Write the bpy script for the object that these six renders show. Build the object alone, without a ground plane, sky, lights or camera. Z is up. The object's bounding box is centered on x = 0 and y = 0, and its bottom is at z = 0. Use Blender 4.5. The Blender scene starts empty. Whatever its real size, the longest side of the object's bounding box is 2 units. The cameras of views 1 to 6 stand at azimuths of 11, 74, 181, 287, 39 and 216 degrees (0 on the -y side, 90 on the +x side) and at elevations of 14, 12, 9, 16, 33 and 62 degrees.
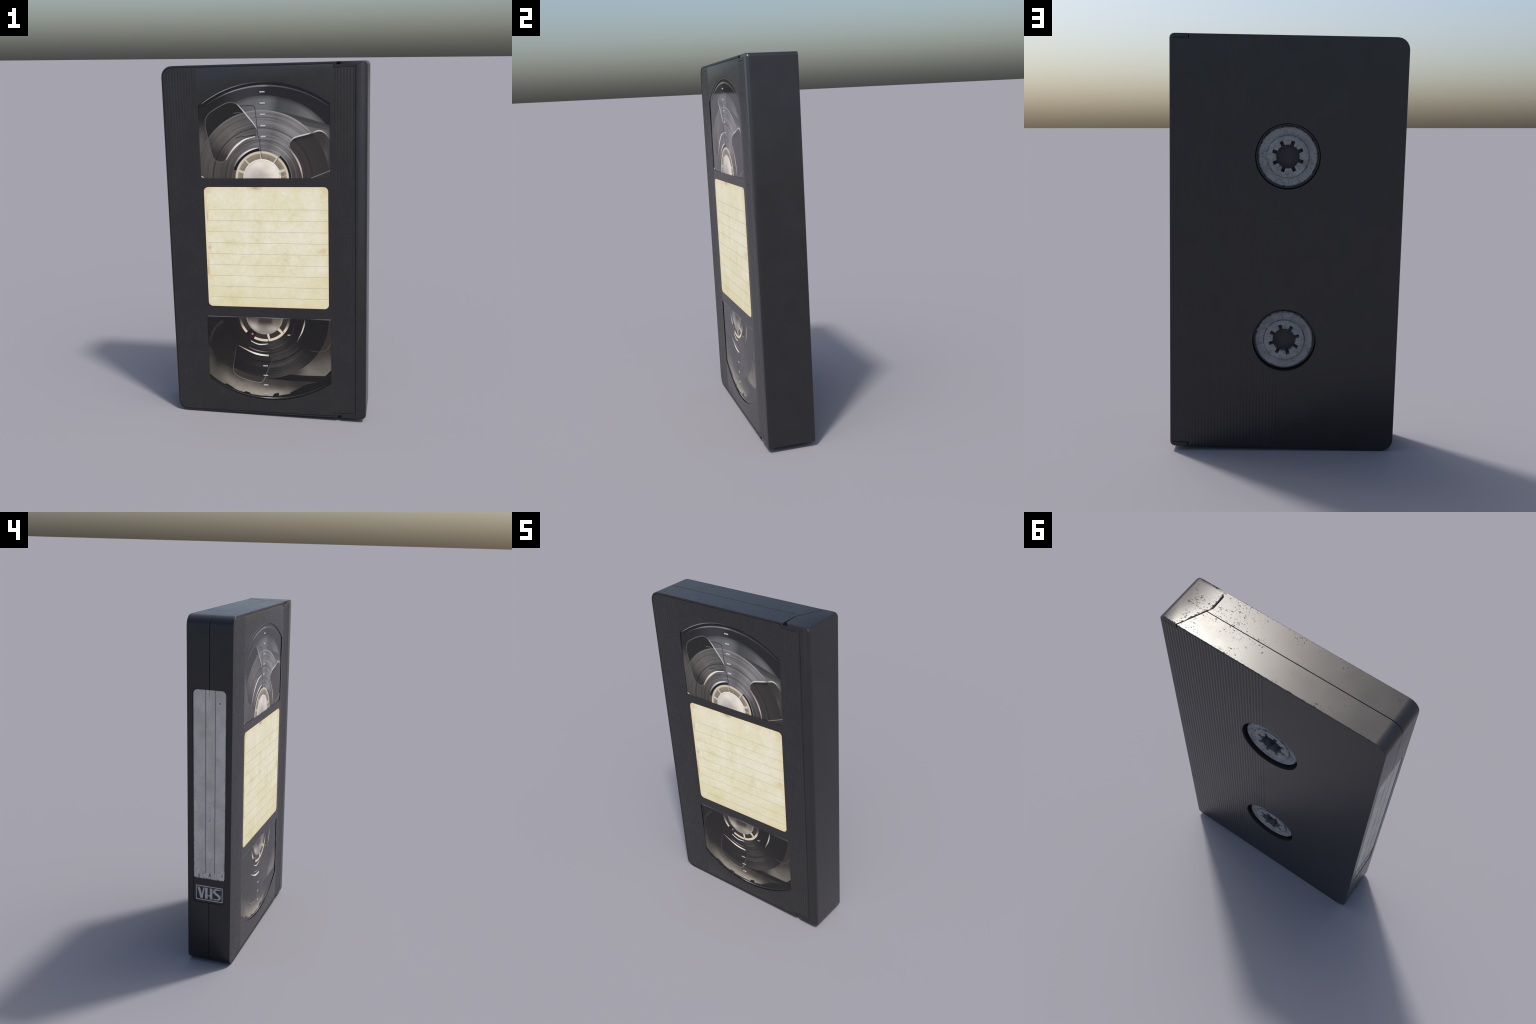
"""A worn black video cassette standing on its short side, built part by part.

Everything is modelled in the cassette's own frame (x across, y through the
thickness, z along the length, origin in the middle); the parent Empty then
leans the whole thing by about 1.2 degrees the way it stands in the pictures.
"""
import bpy, bmesh, math, random
from mathutils import Vector, noise as mnoise

random.seed(7)

# ------------------------------------------------------------------ sizes
HY = 0.1268            # half thickness
HZ = 0.9896            # half length
XL, XR = -0.5448, 0.5514   # spine side, door side
R_BODY, R_DOOR = 0.0565, 0.0205
LEAN = -0.0205
PITCH = 0.0157         # spacing of the grip ribs
WX0, WX1 = -0.3505, 0.3575  # window sides
ROOT = None
PARTS = []


# ------------------------------------------------------------------ mesh helpers
def link(name, me, parent=None, mat=None, smooth=None, kind=None):
    ob = bpy.data.objects.new(name, me)
    bpy.context.scene.collection.objects.link(ob)
    ob.parent = parent or ROOT
    if mat:
        me.materials.clear()
        me.materials.append(mat)
    if smooth is not None:
        smooth_by_angle(me, smooth)
    if kind:
        ob["kind"] = kind
    return ob


def smooth_by_angle(me, deg):
    bm = bmesh.new()
    bm.from_mesh(me)
    lim = math.radians(deg)
    for f in bm.faces:
        f.smooth = True
    for e in bm.edges:
        e.smooth = len(e.link_faces) == 2 and e.calc_face_angle(3.2) < lim
    bm.to_mesh(me)
    bm.free()


def area(p):
    return 0.5 * sum(p[i - 1][0] * p[i][1] - p[i][0] * p[i - 1][1] for i in range(len(p)))


def ccw(p):
    return list(p) if area(p) > 0 else list(reversed(p))


def inset(p, d):
    """Offset a counter-clockwise outline inwards by d (mitred)."""
    out, n = [], len(p)
    for i in range(n):
        a, b, c = Vector(p[i - 1]), Vector(p[i]), Vector(p[(i + 1) % n])
        u, v = (b - a).normalized(), (c - b).normalized()
        nu, nv = Vector((-u.y, u.x)), Vector((-v.y, v.x))
        k = max(0.35, 1 + nu.dot(nv))
        q = b + (nu + nv) * (d / k)
        out.append((q.x, q.y))
    return out


def to3(p, d, plane):
    if plane == "xz":
        return (p[0], d, p[1])
    if plane == "yz":
        return (d, p[0], p[1])
    return (p[0], p[1], d)


def loft(name, rings, plane="xz"):
    """Closed solid through outlines [(depth, points), ...] of equal count."""
    bm = bmesh.new()
    rows = [[bm.verts.new(to3(p, d, plane)) for p in pts] for d, pts in rings]
    n = len(rows[0])
    for a, b in zip(rows, rows[1:]):
        for i in range(n):
            j = (i + 1) % n
            bm.faces.new((a[i], a[j], b[j], b[i]))
    bm.faces.new(rows[0])
    bm.faces.new(rows[-1])
    bmesh.ops.recalc_face_normals(bm, faces=bm.faces)
    me = bpy.data.meshes.new(name)
    bm.to_mesh(me)
    bm.free()
    return me


def prism(name, pts, d0, d1, plane="xz", bevel=0.0):
    """Extruded outline; with bevel the d0 end gets a small rounded edge."""
    pts = ccw(pts)
    s = 1 if d1 > d0 else -1
    if bevel:
        rings = [(d0, inset(pts, bevel)), (d0 + s * bevel * 0.3, inset(pts, bevel * 0.3)),
                 (d0 + s * bevel, pts), (d1, pts)]
    else:
        rings = [(d0, pts), (d1, pts)]
    return loft(name, rings, plane)


def join(name, meshes):
    bm = bmesh.new()
    for m in meshes:
        bm.from_mesh(m)
    me = bpy.data.meshes.new(name)
    bm.to_mesh(me)
    bm.free()
    for m in meshes:
        bpy.data.meshes.remove(m)
    return me


def cut(me, cutters):
    """Boolean difference of plain meshes."""
    ob = bpy.data.objects.new("work", me)
    bpy.context.scene.collection.objects.link(ob)
    obs = [ob]
    for c in cutters:
        co = bpy.data.objects.new("cutter", c)
        bpy.context.scene.collection.objects.link(co)
        obs.append(co)
        m = ob.modifiers.new("cut", "BOOLEAN")
        m.operation, m.solver, m.object = "DIFFERENCE", "EXACT", co
    dg = bpy.context.evaluated_depsgraph_get()
    out = bpy.data.meshes.new_from_object(ob.evaluated_get(dg))
    for o in obs:
        bpy.data.objects.remove(o)
    for c in cutters:
        bpy.data.meshes.remove(c)
    out.materials.clear()
    return out


def arc(cx, cz, r, a0, a1, n):
    return [(cx + r * math.cos(math.radians(a0 + (a1 - a0) * i / n)),
             cz + r * math.sin(math.radians(a0 + (a1 - a0) * i / n))) for i in range(n + 1)]


def circle(cx, cz, r, n=64):
    return arc(cx, cz, r, 0, 360, n)[:-1]


def rounded_box(x0, x1, z0, z1, r, n=6):
    rs = r if isinstance(r, (list, tuple)) else (r,) * 4   # tr, tl, bl, br
    return (arc(x1 - rs[0], z1 - rs[0], rs[0], 0, 90, n) + arc(x0 + rs[1], z1 - rs[1], rs[1], 90, 180, n)
            + arc(x0 + rs[2], z0 + rs[2], rs[2], 180, 270, n) + arc(x1 - rs[3], z0 + rs[3], rs[3], 270, 360, n))


def spline(pts, per=8, closed=False):
    """Catmull-Rom curve through control points."""
    n, out = len(pts), []
    seg = n if closed else n - 1
    for i in range(seg):
        def g(k):
            return pts[k % n] if closed else pts[min(max(k, 0), n - 1)]
        p0, p1, p2, p3 = g(i - 1), g(i), g(i + 1), g(i + 2)
        for s in range(per):
            t = s / per
            out.append(tuple(0.5 * (2 * b + (c - a) * t + (2 * a - 5 * b + 4 * c - d) * t * t
                                    + (3 * b - a - 3 * c + d) * t ** 3)
                             for a, b, c, d in zip(p0, p1, p2, p3)))
    if not closed:
        out.append(tuple(pts[-1]))
    return out


def ribbon(path, width, closed=False):
    """Strip polygon(s) along a path; width is a number or a function of 0..1."""
    n = len(path)
    left, right = [], []
    for i in range(n):
        a = Vector(path[i - 1] if (closed or i) else path[0])
        c = Vector(path[(i + 1) % n] if (closed or i < n - 1) else path[-1])
        t = (c - a).normalized()
        w = (width(i / (n - 1)) if callable(width) else width) * 0.5
        q = Vector((-t.y, t.x)) * w
        p = Vector(path[i])
        left.append((p + q)[:])
        right.append((p - q)[:])
    return left, right


def strip(name, path, width, d0, d1, plane="xz", closed=False):
    """A raised bead: rounded-top bar following a path (d0 is the crest)."""
    l, r = ribbon(path, width, closed)
    l2, r2 = ribbon(path, (lambda t: width(t) * 0.5) if callable(width) else width * 0.5, closed)
    dm = d0 + (d1 - d0) * 0.25
    bm = bmesh.new()
    rows = [[bm.verts.new(to3(p, d, plane)) for p in pts]
            for pts, d in ((l, d1), (l, dm), (l2, d0), (r2, d0), (r, dm), (r, d1))]
    n = len(path)
    for k in range(6):
        a, b = rows[k], rows[(k + 1) % 6]
        for i in range(n if closed else n - 1):
            j = (i + 1) % n
            bm.faces.new((a[i], a[j], b[j], b[i]))
    if not closed:
        bm.faces.new([row[0] for row in rows])
        bm.faces.new([row[-1] for row in rows])
    bmesh.ops.recalc_face_normals(bm, faces=bm.faces)
    me = bpy.data.meshes.new(name)
    bm.to_mesh(me)
    bm.free()
    return me


def band(name, outer, inner, d0, d1, plane="xz"):
    """Flat curved slab between two polylines of equal count."""
    return prism(name, list(outer) + list(reversed(inner)), d0, d1, plane)


def lathe(name, profile, cx, cz, n=96):
    """Turn (radius, y) profile about a y axis through (cx, cz)."""
    bm = bmesh.new()
    rows = [[bm.verts.new((cx + r * math.cos(2 * math.pi * i / n), y, cz + r * math.sin(2 * math.pi * i / n)))
             for i in range(n)] for r, y in profile]
    m = len(rows)
    for k in range(m):
        a, b = rows[k], rows[(k + 1) % m]
        for i in range(n):
            j = (i + 1) % n
            bm.faces.new((a[i], a[j], b[j], b[i]))
    bmesh.ops.recalc_face_normals(bm, faces=bm.faces)
    me = bpy.data.meshes.new(name)
    bm.to_mesh(me)
    bm.free()
    return me


# ------------------------------------------------------------------ material helpers
def lin(*c):
    """sRGB 0..255 to linear rgba."""
    if len(c) == 1:
        c = c * 3
    f = lambda v: v / 12.92 if v <= 0.04045 else ((v + 0.055) / 1.055) ** 2.4
    return tuple(f(v / 255) for v in c) + (1.0,)


class Mat:
    def __init__(self, name):
        self.m = bpy.data.materials.new(name)
        self.m.use_nodes = True
        self.t = self.m.node_tree
        self.t.nodes.clear()
        self.out = self.t.nodes.new("ShaderNodeOutputMaterial")
        self.co = self.t.nodes.new("ShaderNodeTexCoord").outputs["Object"]
        s = self.t.nodes.new("ShaderNodeSeparateXYZ")
        self.put(s.inputs[0], self.co)
        self.x, self.y, self.z = s.outputs

    def put(self, sock, v):
        if v is None:
            return
        if hasattr(v, "is_linked"):
            self.t.links.new(v, sock)
        else:
            sock.default_value = v

    def math(self, op, a, b=None, c=None, clamp=False):
        n = self.t.nodes.new("ShaderNodeMath")
        n.operation, n.use_clamp = op, clamp
        for s, v in zip(n.inputs, (a, b, c)):
            self.put(s, v)
        return n.outputs[0]

    def add(self, a, b): return self.math("ADD", a, b)
    def sub(self, a, b): return self.math("SUBTRACT", a, b)
    def mul(self, a, b): return self.math("MULTIPLY", a, b)

    def step(self, v, lo, hi):
        """Smooth 0..1 step between lo and hi (may run downwards)."""
        n = self.t.nodes.new("ShaderNodeMapRange")
        n.interpolation_type = "SMOOTHSTEP"
        rev = lo > hi
        for s, q in zip(n.inputs, (v, min(lo, hi), max(lo, hi), 1.0 if rev else 0.0, 0.0 if rev else 1.0)):
            self.put(s, q)
        return n.outputs[0]

    def scaled(self, sx, sy, sz):
        n = self.t.nodes.new("ShaderNodeMapping")
        self.put(n.inputs[0], self.co)
        n.inputs["Scale"].default_value = (sx, sy, sz)
        return n.outputs[0]

    def noise(self, scale, detail=4, rough=0.55, vec=None, dist=0.0, lac=2.0):
        n = self.t.nodes.new("ShaderNodeTexNoise")
        self.put(n.inputs["Vector"], vec or self.co)
        n.inputs["Scale"].default_value = scale
        n.inputs["Detail"].default_value = detail
        n.inputs["Roughness"].default_value = rough
        n.inputs["Distortion"].default_value = dist
        n.inputs["Lacunarity"].default_value = lac
        return n.outputs["Fac"]

    def noise1(self, v, scale, detail=4, rough=0.6):
        n = self.t.nodes.new("ShaderNodeTexNoise")
        n.noise_dimensions = "1D"
        self.put(n.inputs["W"], v)
        n.inputs["Scale"].default_value = scale
        n.inputs["Detail"].default_value = detail
        n.inputs["Roughness"].default_value = rough
        return n.outputs["Fac"]

    def ramp(self, f, stops, interp="LINEAR"):
        n = self.t.nodes.new("ShaderNodeValToRGB")
        n.color_ramp.interpolation = interp
        e = n.color_ramp.elements
        while len(e) > 1:
            e.remove(e[0])
        for i, (p, c) in enumerate(stops):
            q = e[0] if i == 0 else e.new(p)
            q.position = p
            q.color = c if isinstance(c, tuple) else (c, c, c, 1)
        self.put(n.inputs[0], f)
        return n.outputs[0]

    def mix(self, f, a, b, mode="MIX"):
        n = self.t.nodes.new("ShaderNodeMix")
        n.data_type, n.blend_type = "RGBA", mode
        self.put(n.inputs[0], f)
        self.put(n.inputs[6], a)
        self.put(n.inputs[7], b)
        return n.outputs[2]

    def gain(self, col, f):
        """Multiply a colour by a number."""
        n = self.t.nodes.new("ShaderNodeVectorMath")
        n.operation = "SCALE"
        self.put(n.inputs[0], col)
        self.put(n.inputs["Scale"], f)
        return n.outputs[0]

    def bump(self, h, strength, dist, normal=None):
        n = self.t.nodes.new("ShaderNodeBump")
        n.inputs["Strength"].default_value = strength
        n.inputs["Distance"].default_value = dist
        self.put(n.inputs["Height"], h)
        self.put(n.inputs["Normal"], normal)
        return n.outputs[0]

    def polar(self, cx, cz):
        """Radius, and angle 0..1 counted from -x through +z... (0.5 = +x)."""
        dx, dz = self.sub(self.x, cx), self.sub(self.z, cz)
        r = self.math("SQRT", self.add(self.mul(dx, dx), self.mul(dz, dz)))
        a = self.math("ARCTAN2", dz, dx)
        return r, self.add(self.mul(a, 1 / (2 * math.pi)), 0.5)

    def box_edge(self, u, v, u0, u1, v0, v1):
        """Distance inwards from the nearest side of a rectangle."""
        a = self.math("MINIMUM", self.sub(u, u0), self.sub(u1, u))
        b = self.math("MINIMUM", self.sub(v, v0), self.sub(v1, v))
        return self.math("MINIMUM", a, b)

    def done(self, color, rough=0.5, normal=None, spec=0.5, coat=None, metal=None):
        p = self.t.nodes.new("ShaderNodeBsdfPrincipled")
        self.put(p.inputs["Base Color"], color)
        self.put(p.inputs["Roughness"], rough)
        self.put(p.inputs["Specular IOR Level"], spec)
        self.put(p.inputs["Normal"], normal)
        self.put(p.inputs["Coat Weight"], coat)
        self.put(self.out.inputs[0], p.outputs[0])
        return self.m


def plastic(name, tone=0.94, rough=0.30, flecks=1.0, door=False, shine=0.54):
    """Black moulded ABS: satin, with scuffs, pits and a little dust."""
    m = Mat(name)
    patch = m.noise(6.5, 5, 0.62)                      # where wear collects
    # rubbed corners: the narrow end faces wear along their edges and joints
    ay = m.math("ABSOLUTE", m.y)
    end = m.step(m.math("ABSOLUTE", m.z), HZ - 0.0040, HZ - 0.0008)
    brink = m.math("MINIMUM", m.sub(HY, ay), m.add(ay, 0.006))
    joint = m.sub(m.x, m.math("MAXIMUM", 0.3960, m.add(0.4040, m.mul(m.y, 0.473))))
    if door:
        brink = m.math("MINIMUM", brink, joint)
    ragged = m.add(brink, m.mul(m.sub(m.noise(55, 4, 0.7), 0.5), 0.034 if door else 0.022))
    brinkw = m.mul(end, m.step(ragged, 0.0085 if door else 0.0030, 0.0030 if door else -0.001))
    near = m.mul(end, m.add(m.mul(m.step(m.x, -0.25, 0.35), 0.095), m.mul(m.step(brink, 0.034, 0.0), 0.080)))
    patch = m.add(patch, near)
    pits = m.noise(125, 4, 0.65, None, 0.6)
    fine = m.noise(420, 2, 0.5)
    hair = m.noise(34, 3, 0.7, m.scaled(1, 1, 0.12), 1.5)
    hair2 = m.noise(26, 3, 0.7, m.scaled(0.35, 1.4, 1), 2.2)
    wear = m.mul(m.step(pits, 0.575, 0.63), m.step(patch, 0.555, 0.67))
    lines = m.mul(m.math("MAXIMUM", m.step(hair, 0.68, 0.715), m.step(hair2, 0.68, 0.715)), m.step(patch, 0.50, 0.62))
    worn = m.math("MAXIMUM", m.math("MAXIMUM", wear, lines), brinkw)
    worn = m.mul(worn, m.mul(flecks, m.add(0.40, m.mul(end, 0.60))))
    cloud = m.noise(9, 5, 0.6)
    base = m.mix(m.step(cloud, 0.3, 0.75), lin(31 * tone, 30 * tone, 32 * tone), lin(36 * tone, 35 * tone, 37 * tone))
    base = m.mix(m.mul(worn, 0.35), base, lin(48 * tone, 48 * tone, 48 * tone))
    ro = m.add(rough, m.mul(m.sub(cloud, 0.5), 0.12))
    ro = m.add(ro, m.mul(worn, 0.36))
    nrm = m.bump(m.add(m.mul(fine, 0.12), m.mul(worn, -0.30)), 0.18, 0.0010)
    return m.done(base, ro, nrm, m.sub(shine, m.mul(worn, 0.40)))


def pl(*c):
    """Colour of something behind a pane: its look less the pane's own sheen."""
    return tuple(max(0.0015, (v - 0.0165) / 0.86) for v in lin(*c)[:3]) + (1.0,)


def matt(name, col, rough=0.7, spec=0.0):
    return Mat(name).done(col, 0.05, None, 0.5)


def flat(name, col, rough=0.6, spec=0.3):
    return Mat(name).done(col, rough, None, spec)


# ------------------------------------------------------------------ the thing
ROOT = bpy.data.objects.new("video_cassette", None)
bpy.context.scene.collection.objects.link(ROOT)
ROOT.rotation_euler = (0, LEAN, 0)
ROOT.location = (-0.0024, 0, 0.9995)
ROOT["label"] = "worn black video cassette with cream label and two windows"
ROOT["category"] = "video cassette"

BLACK = plastic("black_plastic")
BLACK_DOOR = plastic("door_plastic", 0.94, 0.30, 1.0, True)
BLACK_PANEL = plastic("panel_plastic", 0.86, 0.27, 0.0, False, 0.68)
VOID = flat("dark_interior", (0.004, 0.004, 0.004, 1), 0.9, 0.1)


# ---- shells: outlines that follow the slanted door joint through the thickness
def mirrored(top):
    """Outline from its upper half (ordered from the door side to the spine)."""
    return ccw(list(top) + [(x, -z) for x, z in reversed(top)])


def body_outline(x_step, x_end, z_step):
    return mirrored([(x_end, z_step), (x_step, z_step), (x_step, HZ)]
                    + arc(XL + R_BODY, HZ - R_BODY, R_BODY, 90, 180, 5))


def front_step(y):       # door joint on the narrow side, front half
    pts = [(-HY, 0.3912), (-0.0284, 0.3895), (0.0, 0.4022)]
    for (a, u), (b, v) in zip(pts, pts[1:]):
        if y <= b:
            return u + (v - u) * (y - a) / (b - a)
    return pts[-1][1]


def back_step(y):
    return 0.4022 + (0.4628 - 0.4022) * y / HY


SEAM, B = 0.0011, 0.0022
front_rings = []
for y, d in ((-HY, B), (-HY + 0.3 * B, 0.3 * B), (-HY + B, 0), (-0.0284, 0), (-SEAM - 0.001, 0), (-SEAM, 0.0012)):
    o = body_outline(front_step(y), 0.4896, 0.9740)
    front_rings.append((y, inset(o, d) if d else o))
front = loft("front_shell", front_rings)

back_rings = []
for y, d in ((HY, B), (HY - 0.3 * B, 0.3 * B), (HY - B, 0), (SEAM + 0.001, 0), (SEAM, 0.0012)):
    o = body_outline(back_step(y), 0.5308, 0.9705)
    back_rings.append((y, inset(o, d) if d else o))
back = loft("back_shell", back_rings)


# ---- front panel outline (the fine groove that frames the face)
def panel_outline(grow=0.0):
    g = grow
    return mirrored([(0.4795 + g, 0.9600 + g), (0.3760 + g, 0.9600 + g), (0.3760 + g, 0.9790 + g)]
                    + arc(-0.4885, 0.9290, 0.0500 + g, 90, 180, 6))


def window_outline(sign, grow=0.0):
    """Straight sides and sill, wide arch at the outer end."""
    x0, x1, sill = WX0 - grow, WX1 + grow, (0.3885 if sign > 0 else 0.3990) - grow
    cx, cz, R = 0.0045, 0.3195, 0.5800 + grow
    side = lambda x: cz + math.sqrt(R * R - (x - cx) ** 2)
    r = 0.014
    zl, zr = side(x0 + r) - 0.004, side(x1 - r) - 0.004
    a0 = math.degrees(math.atan2(side(x1 - r) - cz, x1 - r - cx))
    a1 = math.degrees(math.atan2(side(x0 + r) - cz, x0 + r - cx))
    arch = arc(cx, cz, R, a0, a1, 40)
    low = 0.006
    pts = ([(x1 - low, sill), (x1 - 0.3 * low, sill + 0.3 * low), (x1, sill + low), (x1, zr - 0.012), (x1 - 0.004, zr - 0.001)] + arch
           + [(x0 + 0.004, zl - 0.001), (x0, zl - 0.012), (x0, sill + low), (x0 + 0.3 * low, sill + 0.3 * low), (x0 + low, sill)])
    return ccw([(x, z * sign) for x, z in pts])


LABEL = rounded_box(-0.3375, 0.3450, -0.3400, 0.3405, 0.024, 6)
PANEL_Y = -HY + 0.0009            # ribs stand proud of the panel up to the rim
PANEL_BACK = -HY + 0.0021
POCKET = -HY + 0.0200
front = cut(front, [prism("c", panel_outline(0.0010), -HY - 0.01, POCKET)])

# ---- spine recess shared by the two shells
SPINE = rounded_box(-0.0940, 0.0940, -0.6090, 0.6125, (0.020, 0.020, 0.027, 0.027), 6)
front = cut(front, [prism("c", SPINE, XL - 0.01, XL + 0.0100, "yz")])
HUBS = (0.4415, -0.4405)
HOLE_R = 0.1530
back = cut(back, [prism("c", SPINE, XL - 0.01, XL + 0.0100, "yz")]
           + [prism("c", circle(0, z, HOLE_R, 72), HY + 0.01, 0.046) for z in HUBS])
link("front_shell", front, None, BLACK, 20)
link("back_shell", back, None, BLACK, 20)
# dark heart: stops light in the seam between the shells
link("core", prism("core", rounded_box(XL + 0.016, 0.52, -0.960, 0.960, 0.05), -0.030, 0.030), None, VOID)


# ---- hinged door: end wall, two side cheeks, front lip
def door_step(y):
    pts = [(-HY, 0.4330), (-0.1262, 0.4210), (-0.1210, 0.4115), (-0.1130, 0.4035), (-0.1000, 0.3975),
           (-0.0500, 0.3945), (-0.0284, 0.3930), (0.0, 0.4062), (HY, 0.4668)]
    for (a, u), (b, v) in zip(pts, pts[1:]):
        if y <= b:
            return u + (v - u) * (y - a) / (b - a)
    return pts[-1][1]


ys = [(-HY, 0.011), (-HY + 0.0012, 0.0058), (-HY + 0.0040, 0.0018), (-HY + 0.0085, 0.0)]
door_rings = []
for y in (-HY, -HY + 0.0012, -0.1210, -0.1130, -0.1000, -0.0500, -0.0284, 0.0, HY - 0.0024, HY):
    ax = 0.0
    if y < -0.118:                          # softly rounded front edge at the end wall
        t = (y + HY) / 0.010
        ax = 0.0065 * (1 - math.sqrt(max(0.0, 1 - (1 - min(1, t)) ** 2)))
    if y > HY - 0.0031:
        ax = 0.0024 if y > HY - 0.001 else 0.0
    xe = XR - ax
    top = (arc(xe - R_DOOR, HZ - R_DOOR, R_DOOR, 0, 90, 3) + [(door_step(y), HZ)])
    o = ccw(top + [(x, -z) for x, z in reversed(top)])
    d = 0.0018 if y in (-HY,) else (0.0006 if y == -HY + 0.0012 else 0.0)
    door_rings.append((y, inset(o, d) if d else o))
door = loft("door", door_rings)
door = cut(door, [prism("c", rounded_box(0.30, 0.4915, -0.9722, 0.9722, 0.001, 1), -HY - 0.01, -0.040),
                  prism("c", rounded_box(0.30, 0.5330, -0.9722, 0.9722, 0.001, 1), -0.045, HY + 0.01)])
link("door", door, None, BLACK_DOOR, 33)

# ---- front panel with its window openings
panel = prism("front_panel", panel_outline(-0.0010), PANEL_Y, PANEL_BACK, bevel=0.0006)
panel = cut(panel, [prism("c", window_outline(1), -HY - 0.01, -0.1), prism("c", window_outline(-1), -HY - 0.01, -0.1),
                    prism("c", inset(ccw(LABEL), -0.0022), -HY - 0.01, -0.1)])
PANEL = link("front_panel", panel, None, BLACK_PANEL, 30)
link("panel_backing", prism("panel_backing", rounded_box(-0.343, 0.352, -0.37, 0.37, 0.01), PANEL_BACK - 0.0006, POCKET + 0.001), PANEL, BLACK_PANEL)


# ---- grip ribs
def rib(x, z0, z1, ytop, yfoot, w=0.0146):
    pts = [(x + w * (i / 8 - 0.5), yfoot + (ytop - yfoot) * math.sin(math.pi * i / 8) ** 1.3) for i in range(1, 8)]
    pts = [(x - w / 2, yfoot)] + pts + [(x + w / 2, yfoot)]
    low = [(p[0], yfoot + (p[1] - yfoot) * 0.05) for p in pts]
    return loft("rib", [(z0, low), (z0 + 0.0025, pts), (z0 + 0.0040, pts), (z1 - 0.0040, pts), (z1 - 0.0025, pts), (z1, low)], "xy")


def body_reach(x, cx, cz, r):
    """How far up a rib may run under a rounded corner."""
    return cz + (r if x > cx else math.sqrt(max(0, r * r - (x - cx) ** 2)))


ribs = []
for i in range(12):
    x = -0.5310 + PITCH * i
    h = body_reach(x - 0.005, -0.4885, 0.9290, 0.0485)
    ribs.append(rib(x, -h, h, -HY, PANEL_Y + 0.0002))
for i in range(7):
    ribs.append(rib(0.3795 + PITCH * (i + 0.35), -0.957, 0.957, -HY, PANEL_Y + 0.0002))
link("front_grip_rib", join("front_grip_rib", ribs), PANEL, BLACK_PANEL, 60, "stuff")

ribs = []
for i in range(32):
    x = 0.0385 + PITCH * i
    h = 0.9675 if x > 0.456 else HZ - 0.0032
    stops = [-h]
    for z in reversed(HUBS):
        if abs(x) < HOLE_R + 0.007:
            half = math.sqrt((HOLE_R + 0.0075) ** 2 - x * x)
            stops += [z - half, z + half]
    stops.append(h)
    for a, b in zip(stops[::2], stops[1::2]):
        ribs.append(rib(x, a, b, HY + 0.0012, HY - 0.0002))
link("back_grip_rib", join("back_grip_rib", ribs), None, BLACK, 60, "stuff")


# ------------------------------------------------------------------ front label
m = Mat("aged_paper")
fibre = m.noise(60, 6, 0.75, None, 2.6)
blot = m.noise(7, 5, 0.6)
mid = m.noise(24, 4, 0.6, None, 0.8)
col = m.ramp(m.add(m.mul(blot, 0.55), m.mul(mid, 0.45)),
             [(0.32, lin(219, 211, 171)), (0.45, lin(231, 225, 191)), (0.56, lin(236, 230, 204)), (0.70, lin(241, 237, 219))])
col = m.gain(col, m.add(0.80, m.mul(fibre, 0.40)))
edge = m.box_edge(m.x, m.z, -0.3375, 0.3450, -0.3400, 0.3405)
wob = m.add(edge, m.mul(m.sub(m.noise(16, 4, 0.6), 0.5), 0.11))
col = m.mix(m.mul(m.step(wob, 0.045, -0.020), 0.55), col, lin(228, 208, 152))
low = m.step(m.add(m.z, m.mul(m.sub(blot, 0.5), 0.3)), -0.05, -0.36)
col = m.mix(m.mul(low, 0.35), col, lin(222, 211, 160))


def stain(col, x, z, rx, rz, c, amount, power=0.5):
    dx, dz = m.mul(m.sub(m.x, x), 1 / rx), m.mul(m.sub(m.z, z), 1 / rz)
    d = m.math("SQRT", m.add(m.mul(dx, dx), m.mul(dz, dz)))
    d = m.add(d, m.mul(m.sub(m.noise(38, 4, 0.65), 0.5), 1.6))
    return m.mix(m.mul(m.step(d, 1.0, power), amount), col, c)


col = stain(col, -0.055, 0.338, 0.050, 0.018, lin(172, 138, 86), 0.75, 0.0)
col = stain(col, -0.325, 0.180, 0.010, 0.050, lin(180, 148, 100), 0.5, 0.0)
col = stain(col, -0.318, 0.000, 0.014, 0.022, lin(172, 140, 96), 0.5, 0.0)
col = stain(col, -0.330, -0.120, 0.013, 0.080, lin(205, 160, 110), 0.6, 0.0)
col = stain(col, 0.315, -0.012, 0.045, 0.030, lin(214, 180, 122), 0.6, 0.0)
col = stain(col, 0.330, 0.320, 0.04, 0.04, lin(222, 190, 140), 0.5, 0.0)
col = stain(col, -0.320, 0.325, 0.04, 0.04, lin(212, 190, 140), 0.5, 0.0)
# nine ruled lines
k = m.math("DIVIDE", m.sub(m.z, 0.2169 - 8 * 0.06275), 0.06275)
near = m.math("ABSOLUTE", m.mul(m.sub(k, m.math("ROUND", k)), 0.06275))
rule = m.mul(m.step(near, 0.0015, 0.0005), m.mul(m.step(m.z, 0.225, 0.222), m.step(m.z, -0.300, -0.297)))
rule = m.mul(rule, m.step(m.x, -0.3290, -0.3240))
rule = m.mul(rule, m.add(0.35, m.mul(mid, 0.6)))
col = m.mix(rule, col, lin(150, 144, 144))
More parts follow.
